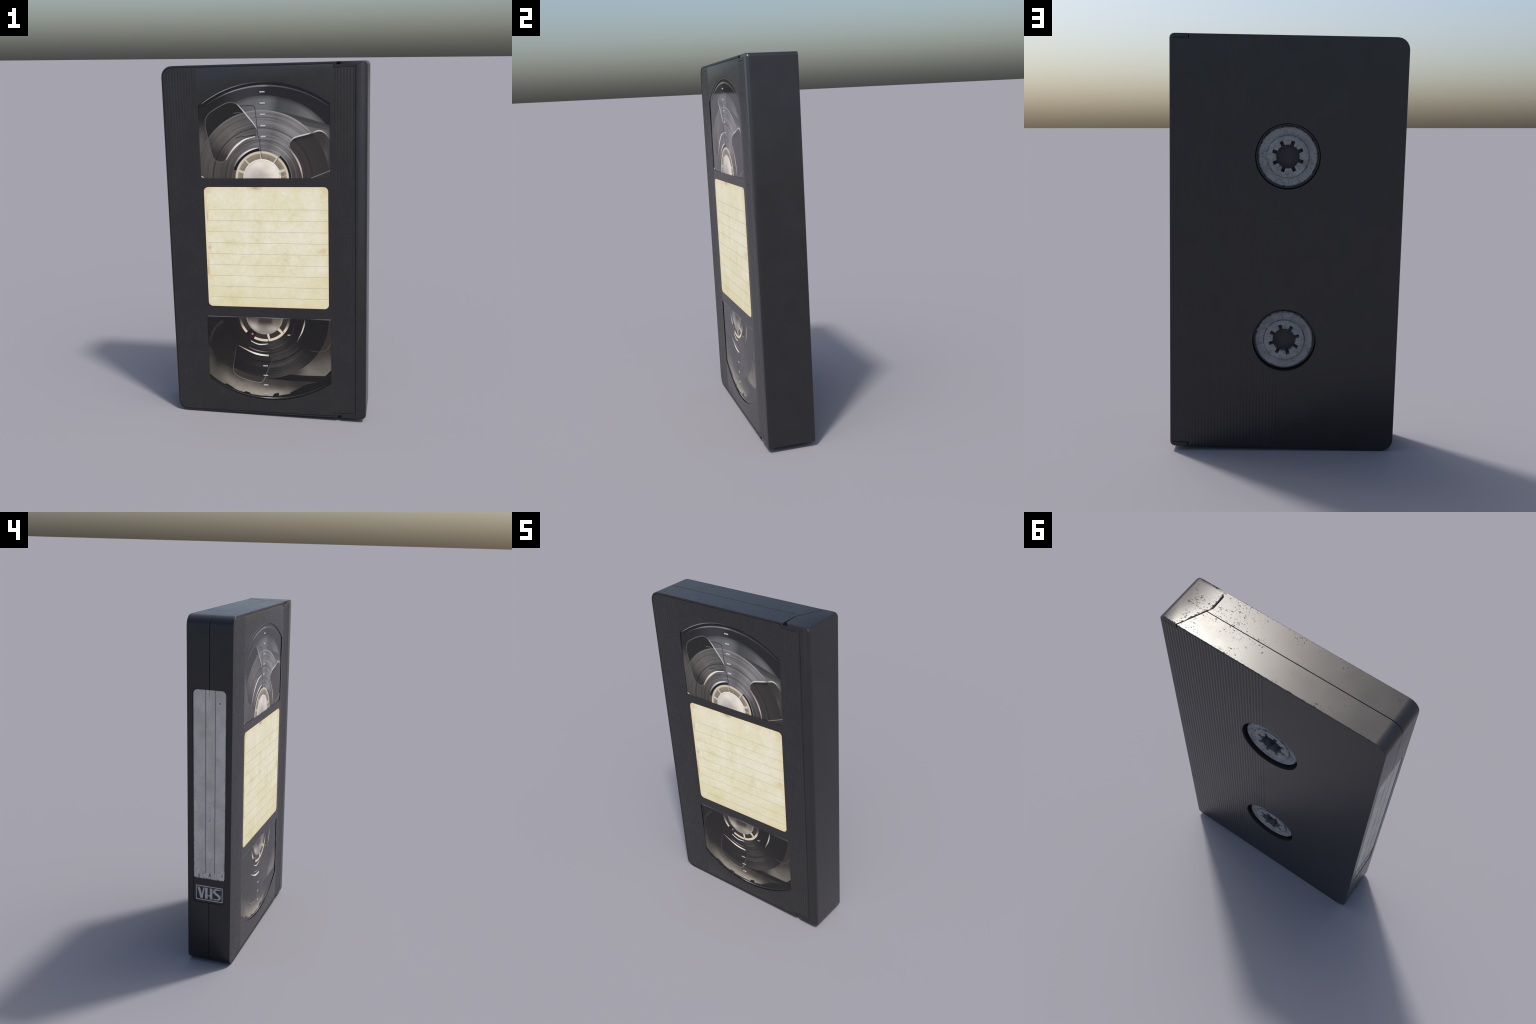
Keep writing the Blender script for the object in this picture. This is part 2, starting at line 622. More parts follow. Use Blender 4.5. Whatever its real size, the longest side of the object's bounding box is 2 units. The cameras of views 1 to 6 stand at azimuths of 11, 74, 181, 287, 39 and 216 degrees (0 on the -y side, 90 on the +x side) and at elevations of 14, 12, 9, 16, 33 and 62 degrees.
# creased upper corners
for cx, sgn in ((-0.318, -1), (0.322, 1)):
    dx, dz = m.sub(m.x, 0.353 if sgn > 0 else -0.347), m.sub(m.z, 0.349)
    d = m.math("ABSOLUTE", m.sub(m.math("SQRT", m.add(m.mul(dx, dx), m.mul(dz, dz))), 0.062))
    cr = m.mul(m.step(d, 0.0035, 0.0008), m.mul(m.step(m.mul(m.x, sgn), 0.285, 0.300), m.step(m.z, 0.285, 0.300)))
    col = m.mix(m.mul(cr, 0.6), col, lin(240, 234, 214))
PAPER = m.done(col, 0.85, m.bump(m.add(fibre, m.mul(mid, 1.5)), 0.30, 0.0016), 0.12)
link("front_label", prism("front_label", LABEL, -HY + 0.0003, PANEL_BACK + 0.001, bevel=0.0005), None, PAPER, 20)


# ------------------------------------------------------------------ reels behind the windows
CEN = {1: (-0.0110, 0.3880), -1: (-0.0190, -0.3975)}
Y0 = PANEL_BACK + 0.0003     # everything behind the panes starts here
L = lambda k: Y0 + 0.0020 - 0.00015 * k    # layer k: higher number = nearer the pane


def ang(deg):
    """Direction as used by Mat.polar."""
    return (deg / 360.0 + 0.5) % 1.0


def tape_material(name, c, stops, ring_gain, tone, R, outside=None,
                  grooves=((0.2705, 0.0055, 0.85), (0.2520, 0.002, 0.5), (0.1960, 0.003, 0.6), (0.2060, 0.0025, 0.5), (0.1800, 0.003, 0.5), (0.1690, 0.002, 0.5), (0.3380, 0.002, 0.4))):
    """Wound tape seen edge on: fine concentric bands under a fan of light and dark."""
    m = Mat(name)
    r, a = m.polar(*c)
    comb = m.t.nodes.new("ShaderNodeCombineXYZ")
    m.put(comb.inputs[0], r)
    m.put(comb.inputs[1], m.mul(a, 0.030))
    wide, mid_, fine = m.noise1(r, 26, 2, 0.5), m.noise(90, 2, 0.6, comb.outputs[0]), m.noise(300, 3, 0.7, comb.outputs[0])
    wander = m.noise(5, 2, 0.5)
    v = m.add(m.mul(m.step(wide, 0.30, 0.70), 0.22), m.add(m.mul(m.step(mid_, 0.36, 0.62), 0.34), m.mul(m.step(fine, 0.30, 0.70), 0.44)))
    v = m.add(v, m.mul(m.sub(wander, 0.5), 0.5))
    for rg, wd, dp in grooves:
        g = m.math("ABSOLUTE", m.sub(r, rg))
        v = m.mul(v, m.sub(1.0, m.mul(m.step(g, wd, wd * 0.4), dp)))
    col = m.ramp(a, stops)  # conic sheen of the winding, coloured in by direction
    col = m.gain(col, m.mul(m.add(1.0 - ring_gain * 0.5, m.mul(v, ring_gain)), tone))
    rim = m.math("ABSOLUTE", m.sub(r, R - 0.004))
    col = m.gain(col, m.add(1.0, m.mul(m.step(rim, 0.006, 0.001), 0.30)))
    if outside:
        col = m.mix(m.step(r, R - 0.0005, R + 0.0005), col, outside)
    return m.done(col, 0.05, None, 0.5)


def put(name, me, parent, mat, smooth=None):
    return link(name, me, parent, mat, smooth)


# ---------------- upper reel
c1 = CEN[1]
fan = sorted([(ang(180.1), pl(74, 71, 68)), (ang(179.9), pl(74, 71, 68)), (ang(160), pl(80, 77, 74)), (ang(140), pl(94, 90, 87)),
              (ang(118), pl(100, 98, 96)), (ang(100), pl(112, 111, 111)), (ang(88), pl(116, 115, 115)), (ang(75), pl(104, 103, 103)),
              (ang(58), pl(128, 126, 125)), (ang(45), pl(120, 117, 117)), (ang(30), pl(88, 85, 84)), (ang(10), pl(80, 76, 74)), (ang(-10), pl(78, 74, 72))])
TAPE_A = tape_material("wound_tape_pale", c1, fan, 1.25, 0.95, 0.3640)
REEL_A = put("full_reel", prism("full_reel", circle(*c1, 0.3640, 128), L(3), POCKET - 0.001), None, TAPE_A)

# clear flange and tray behind the reel: highlight fan painted in by angle, greys darkened towards the arch
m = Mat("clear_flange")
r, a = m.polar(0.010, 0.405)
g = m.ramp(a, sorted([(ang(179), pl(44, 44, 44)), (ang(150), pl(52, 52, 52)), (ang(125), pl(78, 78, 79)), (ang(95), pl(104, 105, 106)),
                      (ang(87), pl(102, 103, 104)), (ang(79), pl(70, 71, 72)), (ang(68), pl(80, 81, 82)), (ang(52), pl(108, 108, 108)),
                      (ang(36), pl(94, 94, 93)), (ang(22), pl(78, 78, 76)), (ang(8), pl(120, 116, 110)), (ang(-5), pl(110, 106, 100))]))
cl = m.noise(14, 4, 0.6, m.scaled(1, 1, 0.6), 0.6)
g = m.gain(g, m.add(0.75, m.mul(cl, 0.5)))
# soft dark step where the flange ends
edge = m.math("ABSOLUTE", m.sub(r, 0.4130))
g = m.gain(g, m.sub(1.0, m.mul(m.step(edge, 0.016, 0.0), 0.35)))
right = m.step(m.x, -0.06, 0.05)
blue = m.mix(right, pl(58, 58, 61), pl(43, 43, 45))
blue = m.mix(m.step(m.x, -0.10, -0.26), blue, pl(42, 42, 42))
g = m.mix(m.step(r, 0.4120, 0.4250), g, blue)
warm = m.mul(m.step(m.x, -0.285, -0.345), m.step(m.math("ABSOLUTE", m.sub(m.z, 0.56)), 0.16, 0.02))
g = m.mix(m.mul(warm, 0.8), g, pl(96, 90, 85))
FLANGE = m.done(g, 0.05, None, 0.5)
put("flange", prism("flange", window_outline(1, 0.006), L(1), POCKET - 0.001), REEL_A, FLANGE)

# strand of tape running off to the right
DARK_TAPE = matt("dark_tape", pl(66, 66, 66), 0.5)
put("tape_strand", band("tape_strand", spline([(0.090, 0.7420), (0.200, 0.7150), (0.300, 0.6850), (0.365, 0.6620)], 6),
                        spline([(0.090, 0.7300), (0.200, 0.6960), (0.300, 0.6700), (0.365, 0.6500)], 6), L(2), L(0)), REEL_A, DARK_TAPE)
put("tape_strand", band("tape_strand", spline([(0.150, 0.7080), (0.230, 0.6960), (0.300, 0.6780), (0.365, 0.6560)], 6),
                        spline([(0.150, 0.6980), (0.230, 0.6660), (0.300, 0.6500), (0.365, 0.6380)], 6), L(2) + 0.0001, L(0)), REEL_A,
    matt("dim_tape", pl(76, 76, 75), 0.5))


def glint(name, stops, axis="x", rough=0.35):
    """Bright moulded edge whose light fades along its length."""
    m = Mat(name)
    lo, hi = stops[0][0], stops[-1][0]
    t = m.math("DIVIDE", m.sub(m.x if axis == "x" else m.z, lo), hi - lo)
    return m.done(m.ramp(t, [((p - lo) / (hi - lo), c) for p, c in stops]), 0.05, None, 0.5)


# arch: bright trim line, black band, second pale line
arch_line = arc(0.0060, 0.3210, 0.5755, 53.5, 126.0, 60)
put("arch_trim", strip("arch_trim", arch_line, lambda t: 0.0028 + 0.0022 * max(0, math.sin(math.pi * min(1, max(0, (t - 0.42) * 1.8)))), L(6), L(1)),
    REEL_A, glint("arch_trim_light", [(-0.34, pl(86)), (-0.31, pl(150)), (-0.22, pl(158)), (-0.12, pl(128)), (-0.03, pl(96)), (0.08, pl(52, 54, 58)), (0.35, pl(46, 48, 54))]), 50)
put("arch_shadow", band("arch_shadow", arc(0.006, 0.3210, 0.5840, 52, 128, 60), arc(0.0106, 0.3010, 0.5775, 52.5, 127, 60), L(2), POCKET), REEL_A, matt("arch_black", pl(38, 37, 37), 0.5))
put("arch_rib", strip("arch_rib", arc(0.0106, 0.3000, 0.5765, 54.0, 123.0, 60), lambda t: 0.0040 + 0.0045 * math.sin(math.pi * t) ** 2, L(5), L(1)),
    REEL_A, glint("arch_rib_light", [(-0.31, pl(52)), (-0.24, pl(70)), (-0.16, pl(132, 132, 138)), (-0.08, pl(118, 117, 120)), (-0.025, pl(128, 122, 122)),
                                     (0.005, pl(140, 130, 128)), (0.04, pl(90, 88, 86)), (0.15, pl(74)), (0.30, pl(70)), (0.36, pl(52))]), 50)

# spokes windows in the reel flange: darker view straight onto the tape
HOLE_L = spline([(-0.034, 0.628), (-0.034, 0.650), (-0.050, 0.679), (-0.084, 0.721), (-0.128, 0.775), (-0.148, 0.789), (-0.173, 0.794),
                 (-0.202, 0.787), (-0.250, 0.764), (-0.294, 0.735), (-0.311, 0.706), (-0.315, 0.673), (-0.310, 0.640), (-0.294, 0.565),
                 (-0.281, 0.508), (-0.264, 0.486), (-0.237, 0.476), (-0.215, 0.483), (-0.203, 0.498), (-0.178, 0.532), (-0.152, 0.561),
                 (-0.125, 0.582), (-0.100, 0.598), (-0.070, 0.606), (-0.046, 0.612)], 4, True)
HOLE_R_ = spline([(0.375, 0.560), (0.356, 0.590), (0.337, 0.618), (0.318, 0.633), (0.297, 0.638), (0.268, 0.630), (0.230, 0.620), (0.192, 0.611),
                  (0.166, 0.602), (0.149, 0.586), (0.142, 0.567), (0.143, 0.546), (0.167, 0.511), (0.190, 0.468), (0.203, 0.425), (0.209, 0.380),
                  (0.300, 0.370), (0.385, 0.370), (0.385, 0.480)], 4, True)
fan_d = sorted([(ang(179), pl(52, 50, 48)), (ang(150), pl(56, 54, 53)), (ang(138), pl(88, 84, 81)), (ang(125), pl(102, 98, 95)), (ang(112), pl(96, 94, 92)),
                (ang(100), pl(84, 83, 82)), (ang(60), pl(50)), (ang(40), pl(54, 52, 51)), (ang(20), pl(60, 57, 56)), (ang(0), pl(68, 64, 62)), (ang(-10), pl(66, 63, 61))])
TAPE_D = tape_material("wound_tape_dark", c1, fan_d, 1.3, 0.95, 0.3640, outside=pl(43, 43, 42))
put("flange_opening", prism("flange_opening", HOLE_L, L(4), L(2)), REEL_A, TAPE_D)
m = Mat("opening_tray")
r, a = m.polar(*c1)
coarse = m.noise1(r, 60, 4, 0.6)
tc = m.gain(m.mix(m.step(r, 0.24, 0.36), pl(62, 59, 58), pl(56, 54, 52)), m.add(0.7, m.mul(coarse, 0.6)))
tc = m.gain(tc, m.sub(1.0, m.mul(m.step(m.math("ABSOLUTE", m.sub(r, 0.2705)), 0.007, 0.002), 0.35)))
pale = m.ramp(m.step(m.z, 0.40, 0.62), [(0.0, pl(128, 124, 118)), (0.45, pl(104, 101, 96)), (0.75, pl(66, 65, 63)), (1.0, pl(60, 58, 56))])
pale = m.mix(m.step(m.x, 0.322, 0.350), pale, pl(66, 65, 62))
tc = m.mix(m.step(r, 0.3635, 0.3645), tc, pale)
shade = m.mul(m.step(m.add(m.z, m.mul(m.x, -0.25)), 0.535, 0.556), m.step(r, 0.366, 0.355))
tc = m.mix(m.mul(shade, 0.7), tc, pl(38))
TAPE_E = m.done(tc, 0.05, None, 0.5)
put("flange_opening", prism("flange_opening", HOLE_R_, L(4) + 0.00005, L(2)), REEL_A, TAPE_E)

# highlights on the rims of the openings, modelled as pale beads
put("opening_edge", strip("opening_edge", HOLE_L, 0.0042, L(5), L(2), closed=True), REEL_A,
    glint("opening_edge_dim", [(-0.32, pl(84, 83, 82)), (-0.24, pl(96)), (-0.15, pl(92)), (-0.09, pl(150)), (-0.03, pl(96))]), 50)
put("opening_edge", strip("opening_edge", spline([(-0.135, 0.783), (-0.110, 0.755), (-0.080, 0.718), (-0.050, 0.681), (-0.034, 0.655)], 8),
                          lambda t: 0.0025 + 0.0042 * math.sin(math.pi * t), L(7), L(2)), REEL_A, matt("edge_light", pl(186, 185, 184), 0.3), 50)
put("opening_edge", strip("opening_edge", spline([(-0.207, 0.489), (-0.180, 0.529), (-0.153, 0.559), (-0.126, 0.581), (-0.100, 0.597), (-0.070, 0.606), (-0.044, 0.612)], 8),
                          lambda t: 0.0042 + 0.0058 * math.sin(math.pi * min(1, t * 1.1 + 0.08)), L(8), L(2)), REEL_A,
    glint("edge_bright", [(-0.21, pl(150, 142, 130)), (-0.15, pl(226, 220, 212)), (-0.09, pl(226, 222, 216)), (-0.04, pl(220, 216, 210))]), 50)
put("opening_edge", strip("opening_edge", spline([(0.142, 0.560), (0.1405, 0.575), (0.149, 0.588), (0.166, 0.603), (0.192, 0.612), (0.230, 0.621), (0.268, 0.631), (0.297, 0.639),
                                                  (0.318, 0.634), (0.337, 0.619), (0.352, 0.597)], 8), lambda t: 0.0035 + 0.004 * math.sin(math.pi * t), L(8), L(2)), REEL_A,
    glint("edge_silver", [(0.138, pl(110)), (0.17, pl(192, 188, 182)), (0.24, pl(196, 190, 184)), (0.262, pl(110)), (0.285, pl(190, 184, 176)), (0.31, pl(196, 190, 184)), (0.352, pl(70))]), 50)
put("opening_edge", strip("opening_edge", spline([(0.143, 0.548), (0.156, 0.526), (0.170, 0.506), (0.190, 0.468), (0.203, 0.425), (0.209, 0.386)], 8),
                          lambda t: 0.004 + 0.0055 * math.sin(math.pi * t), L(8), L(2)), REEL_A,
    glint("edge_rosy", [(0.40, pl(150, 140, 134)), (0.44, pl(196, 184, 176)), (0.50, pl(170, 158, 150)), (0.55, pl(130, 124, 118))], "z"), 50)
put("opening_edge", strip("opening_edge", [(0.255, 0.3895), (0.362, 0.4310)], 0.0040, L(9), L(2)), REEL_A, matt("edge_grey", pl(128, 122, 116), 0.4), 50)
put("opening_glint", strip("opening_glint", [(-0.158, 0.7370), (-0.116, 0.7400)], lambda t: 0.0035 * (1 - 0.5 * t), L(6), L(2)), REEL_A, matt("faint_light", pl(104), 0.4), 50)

# fine dark moulding line that runs down to the hub
put("moulding_line", strip("moulding_line", spline([(-0.122, 0.7745), (-0.085, 0.7760), (-0.060, 0.7765), (-0.046, 0.772), (-0.040, 0.760), (-0.036, 0.720), (-0.031, 0.660),
                                                    (-0.028, 0.620), (-0.022, 0.600), (-0.018, 0.570), (-0.014, 0.535), (-0.013, 0.500)], 6), 0.0030, L(9), L(2)), REEL_A,
    matt("moulding_dark", pl(58, 58, 61), 0.5), 50)
put("moulding_line", strip("moulding_line", spline([(-0.034, 0.6190), (-0.070, 0.6175), (-0.110, 0.613), (-0.150, 0.605)], 6), 0.0032, L(8), L(2)), REEL_A,
    matt("moulding_shadow", pl(52, 51, 50), 0.5), 50)


# ---------------- hub seen through the window
def hub_disc_material(name, c, hi, mid_, lo, R):
    m = Mat(name)
    r, a = m.polar(*c)
    n = m.noise(12, 1, 0.4, None, 0.3)
    glow = m.math("MULTIPLY", m.step(n, 0.25, 0.75), 1.0)  # soft light and shade on the cap, drawn with noise
    q = m.add(m.mul(glow, 0.55), m.mul(m.step(r, 0.02, R * 0.75), 0.35))
    col = m.ramp(q, [(0.05, lo), (0.45, mid_), (0.85, hi)])
    col = m.mix(m.step(r, R * 0.86, R * 0.93), col, mid_)
    col = m.mix(m.step(r, R * 0.93, R * 0.99), col, hi)
    return m, r, a, col


def front_hub(sign, c, ring_mat, disc_mat, gap_mat, spoke_mat, parent, rings):
    put("hub_gap", prism("hub_gap", circle(*c, 0.1340, 80), L(5), L(2)), parent, gap_mat)
    for a0, a1 in rings:
        n = max(6, int((a1 - a0) / 3))
        put("hub_ring", band("hub_ring", arc(*c, 0.1465, a0, a1, n), arc(*c, 0.1325, a0, a1, n), L(7), L(2)), parent, ring_mat)
    put("hub_cap", lathe("hub_cap", [(0.001, L(9)), (0.1030, L(9)), (0.1040, L(7)), (0.1040, L(3)), (0.001, L(3))], *c, 72), parent, disc_mat, 20)


m = Mat("cream_plastic")
r, a = m.polar(*c1)
CREAM = m.done(m.mix(m.step(m.math("ABSOLUTE", m.sub(r, 0.1400)), 0.0025, 0.0070), pl(202, 191, 169), pl(174, 163, 142)), 0.05, None, 0.5)
SPOKE = matt("spoke_plastic", pl(196, 187, 168))
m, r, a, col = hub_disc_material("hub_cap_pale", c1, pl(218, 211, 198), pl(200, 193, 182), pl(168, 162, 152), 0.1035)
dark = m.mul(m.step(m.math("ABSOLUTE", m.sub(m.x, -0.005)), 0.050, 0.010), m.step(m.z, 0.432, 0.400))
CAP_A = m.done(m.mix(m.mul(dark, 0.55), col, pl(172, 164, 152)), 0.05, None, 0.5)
m = Mat("hub_gap_warm")
r, a = m.polar(*c1)
GAP_A = m.done(m.mix(m.noise1(a, 24, 2), m.mix(m.step(r, 0.106, 0.132), pl(100, 95, 84), pl(138, 129, 112)), pl(146, 138, 122)), 0.05, None, 0.5)
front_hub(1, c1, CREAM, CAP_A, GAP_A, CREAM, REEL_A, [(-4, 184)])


def spoke(c, a, r0, r1, w, d0, d1):
    ca, sa = math.cos(math.radians(a)), math.sin(math.radians(a))
    return strip("hub_spoke", [(c[0] + r * ca, c[1] + r * sa) for r in (r0, r1)], w, d0, d1)


for a, w in ((162, 0.013), (132, 0.008), (92, 0.006), (52, 0.008), (20, 0.014)):
    put("hub_spoke", spoke(c1, a, 0.100, 0.134, w, L(8), L(2)), REEL_A, SPOKE, 50)
CRESCENT = matt("crescent_black", pl(33, 33, 34), 0.5)


def crescent(c, a0, a1, r0, r1, d0, d1):
    n = 30
    return band("hub_slot", [(c[0] + r1 * math.cos(math.radians(a0 + (a1 - a0) * i / n)), c[1] + r1 * math.sin(math.radians(a0 + (a1 - a0) * i / n))) for i in range(n + 1)],
                [(c[0] + r0 * math.cos(math.radians(a0 + (a1 - a0) * i / n)), c[1] + r0 * math.sin(math.radians(a0 + (a1 - a0) * i / n))) for i in range(n + 1)], d0, d1)


put("hub_slot", crescent(c1, 94, 163, 0.1462, 0.1620, L(6), L(2)), REEL_A, CRESCENT)
put("hub_slot", crescent(c1, -4, 50, 0.1462, 0.1590, L(6), L(2)), REEL_A, CRESCENT)
put("slot_edge", strip("slot_edge", arc(*c1, 0.1645, 96, 156, 24), lambda t: 0.002 + 0.0075 * math.sin(math.pi * min(1, 0.95 * (1 - t) ** 0.8)), L(8), L(2)), REEL_A,  # white highlight arc given its own solid bead
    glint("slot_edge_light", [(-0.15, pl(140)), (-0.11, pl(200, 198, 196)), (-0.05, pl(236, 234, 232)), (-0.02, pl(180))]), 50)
put("slot_edge", strip("slot_edge", arc(*c1, 0.1600, -4, 48, 24), 0.0030, L(8), L(2)), REEL_A, matt("slot_edge_dim", pl(120, 118, 116), 0.4), 50)
put("slot_edge", strip("slot_edge", spline([(0.098, 0.4965), (0.090, 0.4985), (0.082, 0.4990), (0.070, 0.4830), (0.060, 0.4720)], 5), 0.0030, L(9), L(2)), REEL_A, matt("slot_line", pl(70, 66, 60), 0.4), 50)
put("slot_edge", strip("slot_edge", arc(0.105, 0.418, 0.020, 170, 320, 12), 0.0045, L(10), L(2)), REEL_A, CREAM, 50)

# ---------------- index marks on the panes
MARK = matt("index_white", pl(186, 186, 186), 0.5)


def marks(xs, zs, w, h, parent):
    for z, hh in zip(zs, h):
        put("index_mark", prism("index_mark", rounded_box(xs - w / 2, xs + w / 2, z - hh / 2, z + hh / 2, 0.001, 2), PANEL_Y + 0.0012, L(9)), parent, MARK)


marks(0.0003, (0.6123, 0.6698, 0.7292, 0.7875, 0.8455), 0.0275, (0.0070,) * 2 + (0.0064,) * 3, REEL_A)

# ---------------- lower reel (darker throughout than the upper one)
c2 = CEN[-1]
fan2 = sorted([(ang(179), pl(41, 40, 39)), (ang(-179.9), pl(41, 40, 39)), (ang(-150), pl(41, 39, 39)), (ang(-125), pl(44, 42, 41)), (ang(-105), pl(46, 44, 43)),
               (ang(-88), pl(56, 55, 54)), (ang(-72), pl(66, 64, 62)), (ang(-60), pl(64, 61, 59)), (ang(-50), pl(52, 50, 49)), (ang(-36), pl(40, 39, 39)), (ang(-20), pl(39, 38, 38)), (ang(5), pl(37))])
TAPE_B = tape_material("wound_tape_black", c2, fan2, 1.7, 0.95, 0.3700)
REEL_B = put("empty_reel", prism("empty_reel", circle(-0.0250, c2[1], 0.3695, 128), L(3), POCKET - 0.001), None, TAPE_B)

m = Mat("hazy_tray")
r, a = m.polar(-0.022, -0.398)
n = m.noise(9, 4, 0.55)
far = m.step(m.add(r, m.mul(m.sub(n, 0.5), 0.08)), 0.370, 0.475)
g = m.mix(far, pl(56, 53, 50), pl(150, 144, 130))  # beige glow along the bottom arch, mixed into the base colour
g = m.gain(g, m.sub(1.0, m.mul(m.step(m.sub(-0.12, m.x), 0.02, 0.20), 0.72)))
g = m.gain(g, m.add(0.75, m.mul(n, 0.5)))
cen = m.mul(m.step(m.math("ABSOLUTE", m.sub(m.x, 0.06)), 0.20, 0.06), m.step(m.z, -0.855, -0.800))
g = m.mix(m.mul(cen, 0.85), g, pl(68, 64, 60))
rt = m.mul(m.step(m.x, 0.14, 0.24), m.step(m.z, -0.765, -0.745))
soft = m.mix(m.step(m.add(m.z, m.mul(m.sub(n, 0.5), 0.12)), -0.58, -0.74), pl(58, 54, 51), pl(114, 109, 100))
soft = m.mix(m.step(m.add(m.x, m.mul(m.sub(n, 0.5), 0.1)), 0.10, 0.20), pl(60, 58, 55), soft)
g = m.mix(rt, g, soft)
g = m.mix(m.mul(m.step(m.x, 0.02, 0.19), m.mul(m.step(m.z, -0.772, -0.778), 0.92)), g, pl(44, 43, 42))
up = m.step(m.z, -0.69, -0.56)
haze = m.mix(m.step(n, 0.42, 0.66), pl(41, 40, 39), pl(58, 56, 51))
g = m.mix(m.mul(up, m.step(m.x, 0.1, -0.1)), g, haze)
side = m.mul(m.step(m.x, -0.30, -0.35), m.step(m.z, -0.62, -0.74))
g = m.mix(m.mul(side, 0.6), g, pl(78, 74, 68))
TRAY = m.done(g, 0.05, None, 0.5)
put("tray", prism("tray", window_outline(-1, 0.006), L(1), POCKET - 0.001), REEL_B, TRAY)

# faint pale smear at the left side, upper part
SMEAR = matt("haze_smear", pl(54, 52, 48), 0.6)
put("smear", band("smear", spline([(-0.265, -0.420), (-0.300, -0.455), (-0.330, -0.500), (-0.345, -0.560)], 6),
                  spline([(-0.255, -0.438), (-0.292, -0.466), (-0.322, -0.512), (-0.339, -0.560)], 6), L(3) + -0.0001, L(2)), REEL_B, SMEAR)

# ragged black lip along the arch, with blocks
INK = matt("lip_black", pl(37, 37, 37), 0.5)
outer = arc(0.0045, -0.3195, 0.588, 234, 308, 74)
inner = []
for i, (x, z) in enumerate(arc(-0.0247, -0.3811, 0.4960, 228, 325, 74)):
    k = 0.0025 * mnoise.noise((i * 0.30, 3.1, 0)) - 0.001
    d = Vector((x + 0.0247, z + 0.3811)).normalized()
    inner.append((x - d.x * k, z - d.y * k))
put("arch_lip", band("arch_lip", outer, inner, L(3), L(0)), REEL_B, INK)
for x0, x1, dz in ((-0.262, -0.212, 0.004), (-0.150, -0.114, 0.005), (0.0190, 0.0540, 0.014)):
    zz = lambda x: -0.3811 - math.sqrt(0.4960 ** 2 - (x + 0.0247) ** 2)
    put("lip_block", prism("lip_block", [(x0, zz(x0) - 0.012), (x1, zz(x1) - 0.012), (x1, zz(x1) + dz), (x1 - 0.004, zz(x1) + dz + 0.002), (x0 + 0.010, zz(x0) + dz + 0.001), (x0, zz(x0) + dz * 0.3)],
                           L(3) - 0.0001, L(0)), REEL_B, INK)
put("arch_lip", band("arch_lip", spline([(0.120, -0.850), (0.170, -0.822), (0.215, -0.795), (0.275, -0.781), (0.365, -0.776)], 6),
                     spline([(0.120, -0.900), (0.170, -0.880), (0.215, -0.855), (0.275, -0.835), (0.365, -0.800)], 6), L(4), L(0)), REEL_B, INK)
put("arch_rim", strip("arch_rim", arc(-0.0019, -0.2991, 0.5905, 234.5, 304, 60), lambda t: 0.0022 + 0.0022 * math.exp(-((t - 0.52) / 0.1) ** 2), L(6), L(1)), REEL_B,
    glint("arch_rim_light", [(-0.35, pl(50)), (-0.12, pl(96)), (-0.06, pl(80)), (-0.01, pl(196)), (0.03, pl(150)), (0.08, pl(92)), (0.16, pl(72)), (0.34, pl(56))]), 50)
put("tape_strand", band("tape_strand", [(0.10, -0.7370), (0.1500, -0.7400), (0.2060, -0.7412), (0.3200, -0.7385), (0.3330, -0.7280), (0.3650, -0.6950)],
                        [(-0.02, -0.7705), (0.0600, -0.7735), (0.1140, -0.7760), (0.2800, -0.7775), (0.3500, -0.7775), (0.3650, -0.7775)], L(2), L(0)), REEL_B, matt("strand_black", pl(38, 37, 38), 0.5))

# opening, arcs of light
HOLE_2 = spline([(-0.187, -0.583), (-0.191, -0.600), (-0.203, -0.670), (-0.211, -0.715), (-0.206, -0.741), (-0.177, -0.765), (-0.117, -0.786), (-0.060, -0.796), (-0.037, -0.785),
                 (-0.022, -0.757), (-0.004, -0.710), (0.017, -0.660), (0.014, -0.640), (-0.002, -0.629), (-0.040, -0.626), (-0.075, -0.620), (-0.128, -0.598), (-0.168, -0.576), (-0.180, -0.575)], 5, True)
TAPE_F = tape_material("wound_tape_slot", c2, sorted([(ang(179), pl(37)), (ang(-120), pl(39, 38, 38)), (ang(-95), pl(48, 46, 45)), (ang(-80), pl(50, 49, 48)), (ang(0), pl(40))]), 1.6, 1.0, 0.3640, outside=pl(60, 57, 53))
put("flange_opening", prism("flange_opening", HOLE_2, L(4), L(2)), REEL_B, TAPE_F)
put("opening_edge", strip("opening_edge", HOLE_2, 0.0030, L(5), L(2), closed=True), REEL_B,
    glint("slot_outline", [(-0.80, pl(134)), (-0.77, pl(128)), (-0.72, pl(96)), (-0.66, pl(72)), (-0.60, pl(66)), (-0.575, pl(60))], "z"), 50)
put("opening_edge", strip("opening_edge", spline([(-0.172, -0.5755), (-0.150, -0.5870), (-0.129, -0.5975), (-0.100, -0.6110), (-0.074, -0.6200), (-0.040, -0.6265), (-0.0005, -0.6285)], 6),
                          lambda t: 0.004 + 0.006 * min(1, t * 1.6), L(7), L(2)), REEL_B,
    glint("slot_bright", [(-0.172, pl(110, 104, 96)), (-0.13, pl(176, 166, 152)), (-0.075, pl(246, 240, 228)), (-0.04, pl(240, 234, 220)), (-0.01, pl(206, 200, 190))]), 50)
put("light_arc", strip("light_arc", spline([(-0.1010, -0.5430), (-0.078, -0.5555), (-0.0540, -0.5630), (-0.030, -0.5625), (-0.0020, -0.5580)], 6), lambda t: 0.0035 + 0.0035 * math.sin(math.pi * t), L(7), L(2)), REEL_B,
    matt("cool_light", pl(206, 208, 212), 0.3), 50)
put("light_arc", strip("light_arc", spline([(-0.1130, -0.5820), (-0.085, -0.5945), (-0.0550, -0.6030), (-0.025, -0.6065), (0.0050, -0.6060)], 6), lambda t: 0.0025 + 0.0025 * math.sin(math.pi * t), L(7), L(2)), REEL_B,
    glint("dim_arc", [(-0.113, pl(90)), (-0.07, pl(150, 144, 140)), (-0.03, pl(120, 116, 112)), (0.005, pl(70))]), 50)
